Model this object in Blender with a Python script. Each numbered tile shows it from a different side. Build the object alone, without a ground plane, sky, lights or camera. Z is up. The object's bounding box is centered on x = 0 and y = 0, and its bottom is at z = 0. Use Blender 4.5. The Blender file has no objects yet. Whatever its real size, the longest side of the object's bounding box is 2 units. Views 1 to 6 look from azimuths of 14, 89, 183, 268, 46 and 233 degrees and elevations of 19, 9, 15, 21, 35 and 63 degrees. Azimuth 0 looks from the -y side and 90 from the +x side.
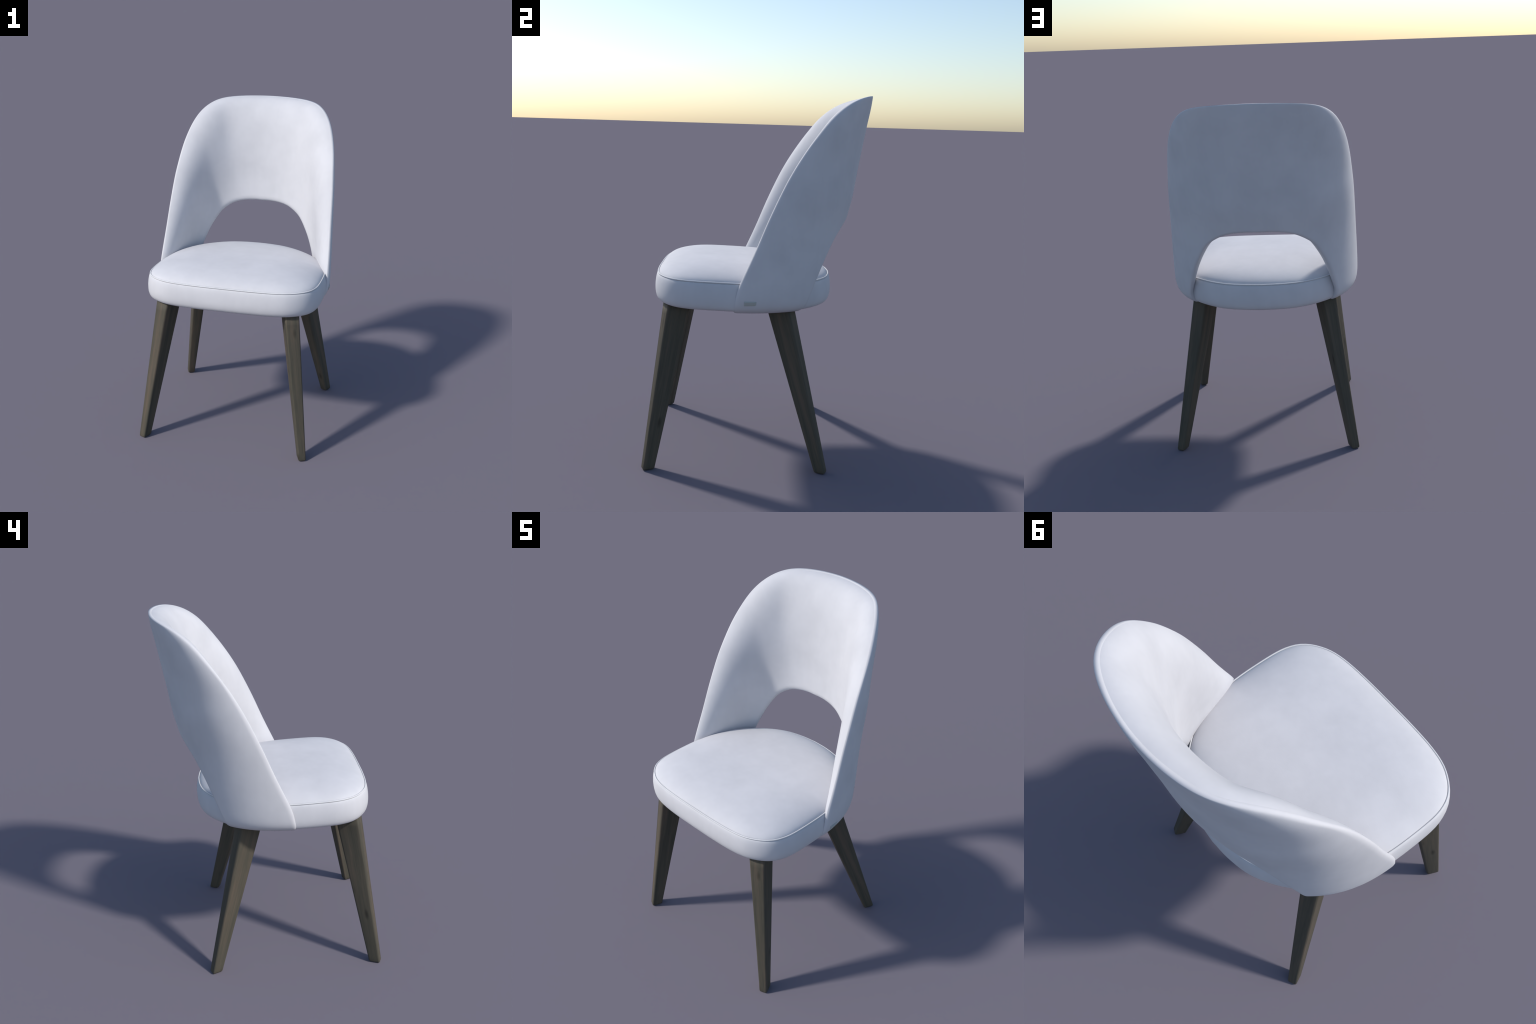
"""Upholstered dining chair: wrap-around padded backrest with an open arch,
domed piped seat, four splayed tapered wooden legs."""
import bpy, bmesh, math
from mathutils import Vector, Matrix, Quaternion
import numpy as np

X0 = 0.003                      # the symmetry plane of the chair

# ------------------------------------------------------------------ helpers
def smooth_curve(keys, t):
    """Cubic (Catmull-Rom / finite-difference Hermite) through (t, value) keys."""
    ts = np.array([k[0] for k in keys], float)
    vs = np.array([k[1] for k in keys], float)
    d = np.diff(vs) / np.diff(ts)
    m = np.zeros_like(vs)
    m[1:-1] = np.where(d[:-1] * d[1:] > 0,
                       2 * d[:-1] * d[1:] / np.where(d[:-1] + d[1:] == 0, 1, d[:-1] + d[1:]), 0)
    m[0], m[-1] = d[0], d[-1]
    t = np.clip(np.asarray(t, float), ts[0], ts[-1])
    i = np.clip(np.searchsorted(ts, t, side="right") - 1, 0, len(ts) - 2)
    h = ts[i + 1] - ts[i]
    s = (t - ts[i]) / h
    return ((2*s**3 - 3*s**2 + 1) * vs[i] + (s**3 - 2*s**2 + s) * h * m[i]
            + (-2*s**3 + 3*s**2) * vs[i + 1] + (s**3 - s**2) * h * m[i + 1])


def spline(points, n):
    """Natural looking open spline through points, resampled evenly by length."""
    P = np.array(points, float)
    E = np.vstack([2 * P[0] - P[1], P, 2 * P[-1] - P[-2]])
    out = []
    for i in range(len(P) - 1):
        a, b, c, d = E[i:i + 4]
        for s in np.linspace(0, 1, 24, endpoint=False):
            out.append(0.5 * ((2*b) + (c - a)*s + (2*a - 5*b + 4*c - d)*s*s
                              + (3*b - a - 3*c + d)*s**3))
    out.append(P[-1])
    out = np.array(out)
    L = np.concatenate([[0], np.cumsum(np.linalg.norm(np.diff(out, axis=0), axis=1))])
    q = np.linspace(0, L[-1], n)
    return np.stack([np.interp(q, L, out[:, k]) for k in range(out.shape[1])], 1)


def make_object(name, verts, faces, material, parent, smooth=True):
    me = bpy.data.meshes.new(name)
    me.from_pydata([tuple(v) for v in verts], [], faces)
    bm = bmesh.new()
    bm.from_mesh(me)
    bmesh.ops.recalc_face_normals(bm, faces=bm.faces)
    bm.to_mesh(me)
    bm.free()
    me.polygons.foreach_set("use_smooth", [smooth] * len(me.polygons))
    me.materials.append(material)
    ob = bpy.data.objects.new(name, me)
    bpy.context.scene.collection.objects.link(ob)
    ob.parent = parent
    return ob


def ring_faces(nr, nc, close_c=True, flip=False):
    f = []
    for r in range(nr - 1):
        for c in range(nc if close_c else nc - 1):
            d = (c + 1) % nc
            f.append((r*nc + c, r*nc + d, (r+1)*nc + d, (r+1)*nc + c))
    return f


# ---------------------------------------------------------------- materials
def new_mat(name):
    m = bpy.data.materials.new(name)
    m.use_nodes = True
    nt = m.node_tree
    return m, nt, nt.nodes["Principled BSDF"]


def upholstery_material(name, dark, light, rough=0.75):
    """Off-white soft leather: faint cloudy mottling and a fine grain bump."""
    m, nt, p = new_mat(name)
    N, L = nt.nodes, nt.links
    tc = N.new("ShaderNodeTexCoord")
    cloud = N.new("ShaderNodeTexNoise")
    cloud.inputs["Scale"].default_value = 5.0
    cloud.inputs["Detail"].default_value = 5.0
    cloud.inputs["Roughness"].default_value = 0.55
    L.new(tc.outputs["Object"], cloud.inputs["Vector"])
    mp = N.new("ShaderNodeMapping")
    mp.inputs["Scale"].default_value = (30, 30, 4)
    L.new(tc.outputs["Object"], mp.inputs["Vector"])
    brush = N.new("ShaderNodeTexNoise")
    brush.inputs["Scale"].default_value = 1.0
    brush.inputs["Detail"].default_value = 3.0
    L.new(mp.outputs["Vector"], brush.inputs["Vector"])
    mixf = N.new("ShaderNodeMath"); mixf.operation = "MULTIPLY_ADD"
    mixf.inputs[1].default_value = 0.18
    L.new(brush.outputs["Fac"], mixf.inputs[0])
    L.new(cloud.outputs["Fac"], mixf.inputs[2])
    ramp = N.new("ShaderNodeValToRGB")
    ramp.color_ramp.elements[0].position = 0.40
    ramp.color_ramp.elements[0].color = (*dark, 1)
    ramp.color_ramp.elements[1].position = 0.78
    ramp.color_ramp.elements[1].color = (*light, 1)
    L.new(mixf.outputs[0], ramp.inputs["Fac"])
    L.new(ramp.outputs["Color"], p.inputs["Base Color"])
    p.inputs["Roughness"].default_value = rough
    p.inputs["Specular IOR Level"].default_value = 0.2
    grain = N.new("ShaderNodeTexNoise")
    grain.inputs["Scale"].default_value = 160.0
    grain.inputs["Detail"].default_value = 4.0
    L.new(tc.outputs["Object"], grain.inputs["Vector"])
    b = N.new("ShaderNodeBump")
    b.inputs["Strength"].default_value = 0.10
    b.inputs["Distance"].default_value = 0.002
    L.new(grain.outputs["Fac"], b.inputs["Height"])
    L.new(b.outputs["Normal"], p.inputs["Normal"])
    return m


def wood_material():
    """Dark smoked grey-brown timber, grain along the leg's local z."""
    m, nt, p = new_mat("smoked_wood")
    N, L = nt.nodes, nt.links
    tc = N.new("ShaderNodeTexCoord")
    oi = N.new("ShaderNodeObjectInfo")
    off = N.new("ShaderNodeVectorMath"); off.operation = "SCALE"
    comb = N.new("ShaderNodeCombineXYZ")
    for k, v in (("X", 0.31), ("Y", 0.17), ("Z", 1.0)):
        comb.inputs[k].default_value = v
    L.new(comb.outputs[0], off.inputs[0])
    L.new(oi.outputs["Random"], off.inputs["Scale"])
    add = N.new("ShaderNodeVectorMath"); add.operation = "ADD"
    L.new(tc.outputs["Object"], add.inputs[0])
    L.new(off.outputs[0], add.inputs[1])

    def stretched(scale, detail, s3):
        mp = N.new("ShaderNodeMapping")
        mp.inputs["Scale"].default_value = s3
        L.new(add.outputs[0], mp.inputs["Vector"])
        t = N.new("ShaderNodeTexNoise")
        t.inputs["Scale"].default_value = scale
        t.inputs["Detail"].default_value = detail
        t.inputs["Roughness"].default_value = 0.6
        t.inputs["Distortion"].default_value = 0.35
        L.new(mp.outputs[0], t.inputs["Vector"])
        return t
    bands = stretched(1.0, 3.0, (28, 28, 1.3))
    fibre = stretched(1.0, 4.0, (190, 190, 7))
    mixf = N.new("ShaderNodeMath"); mixf.operation = "MULTIPLY_ADD"
    mixf.inputs[1].default_value = 0.45
    L.new(fibre.outputs["Fac"], mixf.inputs[0])
    L.new(bands.outputs["Fac"], mixf.inputs[2])
    ramp = N.new("ShaderNodeValToRGB")
    e = ramp.color_ramp.elements
    e[0].position, e[0].color = 0.48, (0.056, 0.054, 0.043, 1)
    e[1].position, e[1].color = 0.95, (0.112, 0.088, 0.066, 1)
    mid = ramp.color_ramp.elements.new(0.72)
    mid.color = (0.080, 0.072, 0.055, 1)
    L.new(mixf.outputs[0], ramp.inputs["Fac"])
    # a few small dark knots
    vor = N.new("ShaderNodeTexVoronoi")
    vor.inputs["Scale"].default_value = 1.0
    mpv = N.new("ShaderNodeMapping")
    mpv.inputs["Scale"].default_value = (11, 11, 4)
    L.new(add.outputs[0], mpv.inputs["Vector"])
    L.new(mpv.outputs[0], vor.inputs["Vector"])
    kr = N.new("ShaderNodeMapRange")
    kr.inputs["From Min"].default_value = 0.04
    kr.inputs["From Max"].default_value = 0.16
    kr.inputs["To Min"].default_value = 0.55
    kr.inputs["To Max"].default_value = 1.0
    L.new(vor.outputs["Distance"], kr.inputs["Value"])
    mul = N.new("ShaderNodeMix"); mul.data_type = "RGBA"; mul.blend_type = "MULTIPLY"
    mul.inputs["Factor"].default_value = 1.0
    L.new(ramp.outputs["Color"], mul.inputs["A"])
    L.new(kr.outputs["Result"], mul.inputs["B"])
    L.new(mul.outputs["Result"], p.inputs["Base Color"])
    p.inputs["Roughness"].default_value = 0.62
    p.inputs["Specular IOR Level"].default_value = 0.15
    b = N.new("ShaderNodeBump")
    b.inputs["Strength"].default_value = 0.15
    b.inputs["Distance"].default_value = 0.002
    L.new(fibre.outputs["Fac"], b.inputs["Height"])
    L.new(b.outputs["Normal"], p.inputs["Normal"])
    return m


LEATHER = upholstery_material("off_white_leather", (0.545, 0.543, 0.568), (0.600, 0.597, 0.622))
PIPING = upholstery_material("off_white_piping", (0.58, 0.58, 0.59), (0.66, 0.66, 0.67))
TAG = upholstery_material("grey_tag_leather", (0.40, 0.42, 0.40), (0.45, 0.47, 0.45))
WOOD = wood_material()

# ------------------------------------------------------------------- thing
chair = bpy.data.objects.new("dining_chair", None)
bpy.context.scene.collection.objects.link(chair)
chair["label"] = "off-white upholstered dining chair with open arched back and dark splayed legs"
chair["category"] = "dining chair"

# -------------------------------------------------------------------- seat
# right half of the piping line seen from above, front centre to rear centre
SEAT_HALF = [(0, -.549), (.14, -.548), (.27, -.541), (.36, -.524), (.424, -.493), (.468, -.456), (.497, -.410),
             (.515, -.34), (.520, -.22), (.516, -.09), (.496, .03), (.455, .135),
             (.392, .225), (.305, .305), (.205, .362), (.10, .388), (0, .396)]
NS = 72
half = spline(SEAT_HALF, NS)
half[0, 0] = half[-1, 0] = 0
outline = np.vstack([half, (half * [-1, 1])[-2:0:-1]])
tan = np.roll(outline, -1, 0) - np.roll(outline, 1, 0)
tan /= np.linalg.norm(tan, axis=1)[:, None]
onorm = np.stack([tan[:, 1], -tan[:, 0]], 1)          # outward in plan
NC = len(outline)
SEAT_C = np.array([0.0, -0.11])


def pipe_z(y):
    return 1.019 - 0.030 * y


def offset_ring(off, z_drop=0.0, z_abs=None):
    q = outline + onorm * off
    z = pipe_z(outline[:, 1]) - z_drop if z_abs is None else np.full(NC, z_abs)
    return np.column_stack([q[:, 0] + X0, q[:, 1], z])


def rings_object(name, rings, cap_start, cap_end, mat, parent):
    V = np.vstack(rings)
    F = ring_faces(len(rings), NC)
    V = list(map(tuple, V))
    for cap, base in ((cap_start, 0), (cap_end, (len(rings) - 1) * NC)):
        if cap is not None:
            V.append(cap)
            k = len(V) - 1
            F += [(base + i, base + (i + 1) % NC, k) for i in range(NC)]
    return make_object(name, V, F, mat, parent)


# domed top
DOME_H = 0.077
rings = []
for rho in 1 - np.linspace(0.98, 0, 44) ** 1.5:
    q = SEAT_C + (outline + onorm * -0.0022 - SEAT_C) * rho
    zb = pipe_z(q[:, 1])
    z = zb + DOME_H * (1 - rho ** 3.2) ** 0.60 - 0.003
    rings.append(np.column_stack([q[:, 0] + X0, q[:, 1], z]))
rings.append(offset_ring(-0.006, 0.012))
rings.append(offset_ring(-0.012, 0.022))
dome_top = (SEAT_C[0] + X0, SEAT_C[1], pipe_z(SEAT_C[1]) + DOME_H - 0.003)
cushion = rings_object("seat_cushion", rings, dome_top, None, LEATHER, chair)

# side band, rolled under to the flat bottom (offset from piping line, drop)
BAND = [(-.012, .018), (-.004, .006), (.000, .004), (.006, .010), (.011, .025), (.0145, .045), (.0165, .068), (.0165, .092),
        (.0140, .113), (.0085, .131), (-.002, .145), (-.020, .153), (-.045, .156), (-.080, .157)]
prof = spline(BAND, 40)
rings = []
for off, drop in prof:
    r = offset_ring(off)
    r[:, 2] -= drop          # underside runs parallel to the piping line
    rings.append(r)
bottom = (X0, -0.1, 0.866)
band = rings_object("seat_band", rings, None, bottom, LEATHER, chair)

# piping bead
rings = []
for a in np.linspace(0, 2 * math.pi, 11):
    rings.append(offset_ring(0.0015 + 0.0040 * math.cos(a), 0.0015 - 0.0040 * math.sin(a)))
piping = rings_object("piping", rings, None, None, PIPING, chair)

# ---------------------------------------------------------------- backrest
# front rim of the shell (right half), top centre to lower front end: x, y, z
RIM = [(0, .592, 2.000), (.10, .585, 1.9985), (.20, .562, 1.994), (.27, .535, 1.987), (.326, .500, 1.976),
       (.376, .447, 1.951), (.416, .396, 1.915), (.447, .347, 1.868), (.471, .299, 1.808),
       (.487, .252, 1.743), (.499, .206, 1.673), (.509, .160, 1.596), (.519, .115, 1.508),
       (.529, .043, 1.348), (.536, -.012, 1.216), (.542, -.057, 1.110), (.546, -.099, 1.013),
       (.547, -.114, .958), (.544, -.121, .912), (.533, -.125, .880), (.512, -.127, .864), (.480, -.128, .858)]
# lower edge of the outer shell around the arch: x, z
ARCH = [(0, 1.319), (.07, 1.319), (.14, 1.312), (.20, 1.295), (.253, 1.266), (.297, 1.228), (.345, 1.150),
        (.376, 1.080), (.400, 1.005), (.415, .940), (.417, .905), (.406, .874), (.383, .856)]
NU, NV = 110, 56
# along a rim-to-arch column, u = 0 at the top centre, 1 at the lower ends
ARCH_THICK = [(0, .098), (.15, .095), (.3, .085), (.5, .060), (.75, .045), (1, .038)]
LEAD_X = [(0, 0), (.10, -.018), (.2, -.075), (.28, -.135), (.4, -.165), (.6, -.14), (.85, -.085), (1, -.03)]
LEAD_Y = [(0, -.19), (.12, -.18), (.2, -.15), (.28, -.10), (.4, -.025), (.6, .015), (1, .02)]
LEAD_Z = [(0, -.005), (.15, -.03), (.25, -.06), (.4, -.05), (.6, -.02), (1, 0)]
TAIL_X = [(0, 0), (.2, -.005), (.4, -.008), (.6, -.005), (.9, 0), (1, 0)]
TAIL_Y = [(0, -.012), (.3, -.012), (.5, -.005), (.8, 0), (1, 0)]
TAIL_Z = [(0, 0), (1, 0)]
RIM = [(x + .0045 * min(1, x / .3), y - .005 * max(0, min(1, (z - 1.2) / .2, (1.99 - z) / .1)), z + .005 * max(0, min(1, (z - 1.8) / .15))) for x, y, z in RIM]   # outer face stands just proud of the rim edge


def relax(p, times):
    for _ in range(times):
        p[1:-1] = 0.25 * p[:-2] + 0.5 * p[1:-1] + 0.25 * p[2:]
    return p


RIM_DENSE = relax(spline(RIM, 400), 60)
_key = -np.sqrt(np.maximum(2.005 - RIM_DENSE[:, 2], 0))      # stretches the flat top
_order = np.argsort(_key)


def rim_x(z):
    return np.interp(-np.sqrt(np.maximum(2.005 - np.asarray(z, float), 0)), _key[_order], RIM_DENSE[_order, 0])


def rim_y(z):
    return np.interp(-np.sqrt(np.maximum(2.005 - np.asarray(z, float), 0)), _key[_order], RIM_DENSE[_order, 1])


REAR = [(.845, .38), (.86, .40), (.88, .417), (.90, .427), (1.0, .442), (1.17, .463), (1.30, .484), (1.37, .500), (1.434, .515),
        (1.586, .539), (1.828, .580), (1.96, .602), (2.005, .605)]


def rear_y(z):
    return smooth_curve(REAR, z)


def outer(x, z):
    a = np.maximum(rim_x(z), 1e-4)
    s = np.clip(np.abs(x) / a, 0, 1)
    n = 1.80 + 0.30 / (1 + np.exp((np.asarray(z) - 1.62) / 0.075)) + 0.14 / (1 + np.exp((np.asarray(z) - 1.12) / 0.06))
    yr, yb = rim_y(z), rear_y(z)
    return yr + (yb - yr) * (1 - s ** n) ** (1 / n)


rim = spline(RIM_DENSE[::4].tolist() + [RIM_DENSE[-1].tolist()], NU)
arch2 = spline(ARCH, NU)
# pair rim and arch columns: slide along the arch so that columns stay near level
u = np.linspace(0, 1, NU)
Pr = rim
outer_grid = np.zeros((NU, NV, 3))
w = 0.5 - 0.5 * np.cos(np.pi * np.linspace(0, 1, NV))
w = 0.55 * w + 0.45 * np.linspace(0, 1, NV)
for i in range(NU):
    xr, yr_, zr = rim[i]
    xc, zc = arch2[i]
    side = min(1.0, u[i] * 2.2); side = side * side * (3 - 2 * side)                 # 0 at the top centre, 1 along the sides
    ang = w * math.pi / 2
    fx = (1 - np.cos(ang)) * side + w * (1 - side)
    fz = w
    z = zr + (zc - zr) * fz
    x = xr + (xc - xr) * fx
    a = rim_x(z)
    s_arch = xc / float(rim_x(zc))
    x = x * (1 - side) + a * (1 - (1 - s_arch) * fx) * side
    y = outer(x, z)
    y[0] = yr_
    outer_grid[i] = np.column_stack([x, y, z])



def smooth_rows(g, times, axis):
    for _ in range(times):
        a = g.copy()
        if axis == 0:
            a[1:-1] = 0.25 * g[:-2] + 0.5 * g[1:-1] + 0.25 * g[2:]
        else:
            a[:, 1:-1] = 0.25 * g[:, :-2] + 0.5 * g[:, 1:-1] + 0.25 * g[:, 2:]
        g = a
    return g


full = np.concatenate([(outer_grid * [-1, 1, 1])[:0:-1], outer_grid], 0)   # left to right
full = smooth_rows(full, 4, 0)
du = np.gradient(full, axis=0)
dv = np.gradient(full, axis=1)
nrm = np.cross(du, dv)
nrm /= np.linalg.norm(nrm, axis=2)[..., None] + 1e-12
cu = full.shape[0] // 2
if nrm[cu, NV // 2, 1] < 0:
    nrm = -nrm
raw = smooth_rows(nrm, 6, 0)
nrm = smooth_rows(smooth_rows(nrm, 120, 0), 60, 1)
nrm /= np.linalg.norm(nrm, axis=2)[..., None] + 1e-12

seg = np.linalg.norm(np.diff(full, axis=1), axis=2)
d_rim = np.concatenate([np.zeros((full.shape[0], 1)), np.cumsum(seg, 1)], 1)
d_arch = d_rim[:, -1:] - d_rim
segu = np.linalg.norm(np.diff(full, axis=0), axis=2)
d_end = np.concatenate([np.zeros((1, NV)), np.cumsum(segu, 0)], 0)
d_end = np.minimum(d_end, d_end[-1:] - d_end)


def quarter(x):
    x = np.clip(x, 0, 1)
    return np.sqrt(1 - (1 - x) ** 2)


uu = np.linspace(-1, 1, full.shape[0])
ua = np.abs(uu)


def keyed(keys):
    return smooth_curve(keys, ua)


# outer face, rolled over slightly at the rim and at the arch
RIM_ROLL = keyed([(0, .006), (.2, .008), (.4, .012), (.85, .012), (1, .008)])[:, None]
roll = (RIM_ROLL * (1 - quarter(d_rim / (RIM_ROLL * 2.4))) + 0.008 * (1 - quarter(d_arch / .020)))
outer_s = full - raw * roll[..., None]

# padded inner face: every column is one Bezier from the rim lip to the arch edge
lip = RIM_ROLL + .002
arch_t = keyed(ARCH_THICK)[:, None]
B0 = full[:, 0] - nrm[:, 0] * lip
B3 = full[:, -1] - nrm[:, -1] * arch_t
sgn = np.sign(uu)
lead = np.column_stack([sgn * keyed(LEAD_X), keyed(LEAD_Y), keyed(LEAD_Z)])
lead = smooth_rows(lead[:, None, :], 40, 0)[:, 0]
B1 = B0 + lead
up = full[:, -1 - NV // 3] - full[:, -1]
up = smooth_rows(up[:, None, :], 40, 0)[:, 0]
tail = np.column_stack([sgn * keyed(TAIL_X), keyed(TAIL_Y), keyed(TAIL_Z)])
tail = smooth_rows(tail[:, None, :], 40, 0)[:, 0]
drop = 0.014 * np.exp(-(ua / .28) ** 4)
B3 = B3 - np.column_stack([0 * ua, 0 * ua, drop])
B2 = B3 + up * keyed([(0, 1.0), (1, 1.0)])[:, None] + tail
tb = np.concatenate([[0], 0.5 - 0.5 * np.cos(np.pi * np.linspace(0, 1, NV - 1)[1:-1]), [1]])
tb = 0.5 * tb + 0.5 * np.linspace(0, 1, NV - 1)
tb = np.concatenate([[0], [tb[1] * .4], tb[1:]])[None, :, None]
E_ = lambda q: q[:, None, :]
inner_b = ((1 - tb)**3 * E_(B0) + 3 * (1 - tb)**2 * tb * E_(B1)
           + 3 * (1 - tb) * tb**2 * E_(B2) + tb**3 * E_(B3))
ni = np.cross(np.gradient(inner_b, axis=0), np.gradient(inner_b, axis=1))
ni /= np.linalg.norm(ni, axis=2)[..., None] + 1e-12
if ni[cu, NV // 2, 1] > 0:
    ni = -ni
ni = smooth_rows(ni, 10, 0)
si = np.linalg.norm(np.diff(inner_b, axis=1), axis=2)
di = np.concatenate([np.zeros((full.shape[0], 1)), np.cumsum(si, 1)], 1)
da = di[:, -1:] - di
iroll = 0.018 * (1 - quarter(da / .035))
inner_s = inner_b - ni * iroll[..., None]
outer_s[..., 0] += X0 - .002
inner_s[..., 0] += X0 - .002

nU = full.shape[0]
loop = np.concatenate([outer_s, inner_s[:, ::-1]], 1)      # closed section per column
nL = loop.shape[1]
V = loop.reshape(-1, 3)
F = []
for i in range(nU - 1):
    for j in range(nL):
        k = (j + 1) % nL
        F.append((i*nL + j, i*nL + k, (i+1)*nL + k, (i+1)*nL + j))
for i in (0, nU - 1):
    for j in range(NV - 1):
        a, b = i*nL + j, i*nL + j + 1
        c, d = i*nL + nL - 2 - j, i*nL + nL - 1 - j
        F.append((a, b, c, d))
backrest = make_object("backrest", V, F, LEATHER, chair)

# ------------------------------------------------------------------- tag
def outer_side_point(y, z):
    """Outer shell point on the right side at given y and z."""
    a, yr, yb = float(rim_x(z)), float(rim_y(z)), float(rear_y(z))
    s = (y - yr) / (yb - yr)
    return Vector((a * math.sqrt(max(1 - s*s, 0)) + X0, y, z))


# small stitched-in maker's tag low on the right flank, its top edge lifting off
TAG_Y, TAG_Z, TAG_W, TAG_H = -0.040, 0.922, 0.064, 0.024
tag_verts, tag_faces = [], []
cols, rows = 15, 7
for layer in (0, 1):
    for i in range(cols):
        for j in range(rows):
            py = (i / (cols - 1) - .5) * TAG_W
            pz = (j / (rows - 1) - .5) * TAG_H
            base = outer_side_point(TAG_Y + py, TAG_Z + pz)
            edge = min(1, 6 * min(i, cols - 1 - i) / (cols - 1) + .35, 6 * min(j, rows - 1 - j) / (rows - 1) + .35)
            lift = -0.004 if layer == 0 else (0.0015 + 0.0045 * j / (rows - 1)) * edge
            tag_verts.append((base.x + lift - .001, base.y, base.z))
ncell = cols * rows
for i in range(cols - 1):
    for j in range(rows - 1):
        k = i * rows + j
        tag_faces.append((k, k + 1, k + rows + 1, k + rows))
        tag_faces.append(tuple(ncell + q for q in (k, k + rows, k + rows + 1, k + 1)))
border = ([i * rows for i in range(cols)] + [(cols - 1) * rows + j for j in range(1, rows)]
          + [i * rows + rows - 1 for i in range(cols - 2, -1, -1)] + list(range(rows - 2, 0, -1)))
for a_, b_ in zip(border, border[1:] + border[:1]):
    tag_faces.append((a_, b_, ncell + b_, ncell + a_))
tag = make_object("maker_tag", tag_verts, tag_faces, TAG, chair)
m_ = tag.modifiers.new("soft_edge", "BEVEL")
m_.width = 0.0008
m_.segments = 2
m_.limit_method = "ANGLE"

# ------------------------------------------------------------------- legs
# foot centre, top centre (z = .9), foot size, top size, turn about z
LEGS = {"front": ((.5002, -.5653), (.3715, -.4262), (.0460, .0640), (.0890, .1335), .4017),
        "rear": ((.5011, .3579), (.3424, .1114), (.0470, .0610), (.0910, .1340), -.4304)}
LEG_TOP = 0.885


def rounded_rect(wd, dp, r, n=5):
    pts = []
    for cx, cy, a0 in ((1, 1, 0), (-1, 1, 90), (-1, -1, 180), (1, -1, 270)):
        for k in range(n + 1):
            a = math.radians(a0 + 90 * k / n)
            pts.append((cx * (wd/2 - r) + r * math.cos(a), cy * (dp/2 - r) + r * math.sin(a)))
    return np.array(pts)


def build_leg(spec, side):
    f, t, fs, ts, rot = spec
    f, t, fs, ts = map(np.array, (f, t, fs, ts))
    levels = [(0.0, -.0070), (0.0015, -.0042), (0.005, -.0015), (0.010, 0.0)] + [(z, 0.0) for z in np.linspace(.03, LEG_TOP, 16)]
    rings = []
    for z, inset in levels:
        k = z / 0.9
        c = f + (t - f) * k
        wd, dp = fs + (ts - fs) * k
        r = 0.009 + 0.003 * k
        q = rounded_rect(wd + 2*inset, dp + 2*inset, max(r + inset, .003))
        ca, sa = math.cos(rot), math.sin(rot)
        x = c[0] + ca * q[:, 0] - sa * q[:, 1]
        y = c[1] + sa * q[:, 0] + ca * q[:, 1]
        rings.append(np.column_stack([side * x + X0, y, np.full(len(q), z)]))
    n = len(rings[0])
    V = np.vstack(rings)
    F = ring_faces(len(rings), n)
    F.append(tuple(range(n)))
    F.append(tuple(range((len(rings) - 1) * n, len(rings) * n)))
    origin = Vector((side * f[0] + X0, f[1], 0))
    axis = Vector((side * (t[0] - f[0]), t[1] - f[1], 0.9)).normalized()
    q = Vector((0, 0, 1)).rotation_difference(axis) @ \
        Quaternion((0, 0, 1), side * rot)
    M = Matrix.Translation(origin) @ q.to_matrix().to_4x4()
    Mi = M.inverted()
    ob = make_object("leg", [Mi @ Vector(v) for v in V], F, WOOD, chair)
    ob.matrix_world = M
    ob.data.polygons[-1].use_smooth = False
    ob.data.polygons[-2].use_smooth = False
    return ob


for spec in LEGS.values():
    for side in (1, -1):
        build_leg(spec, side)
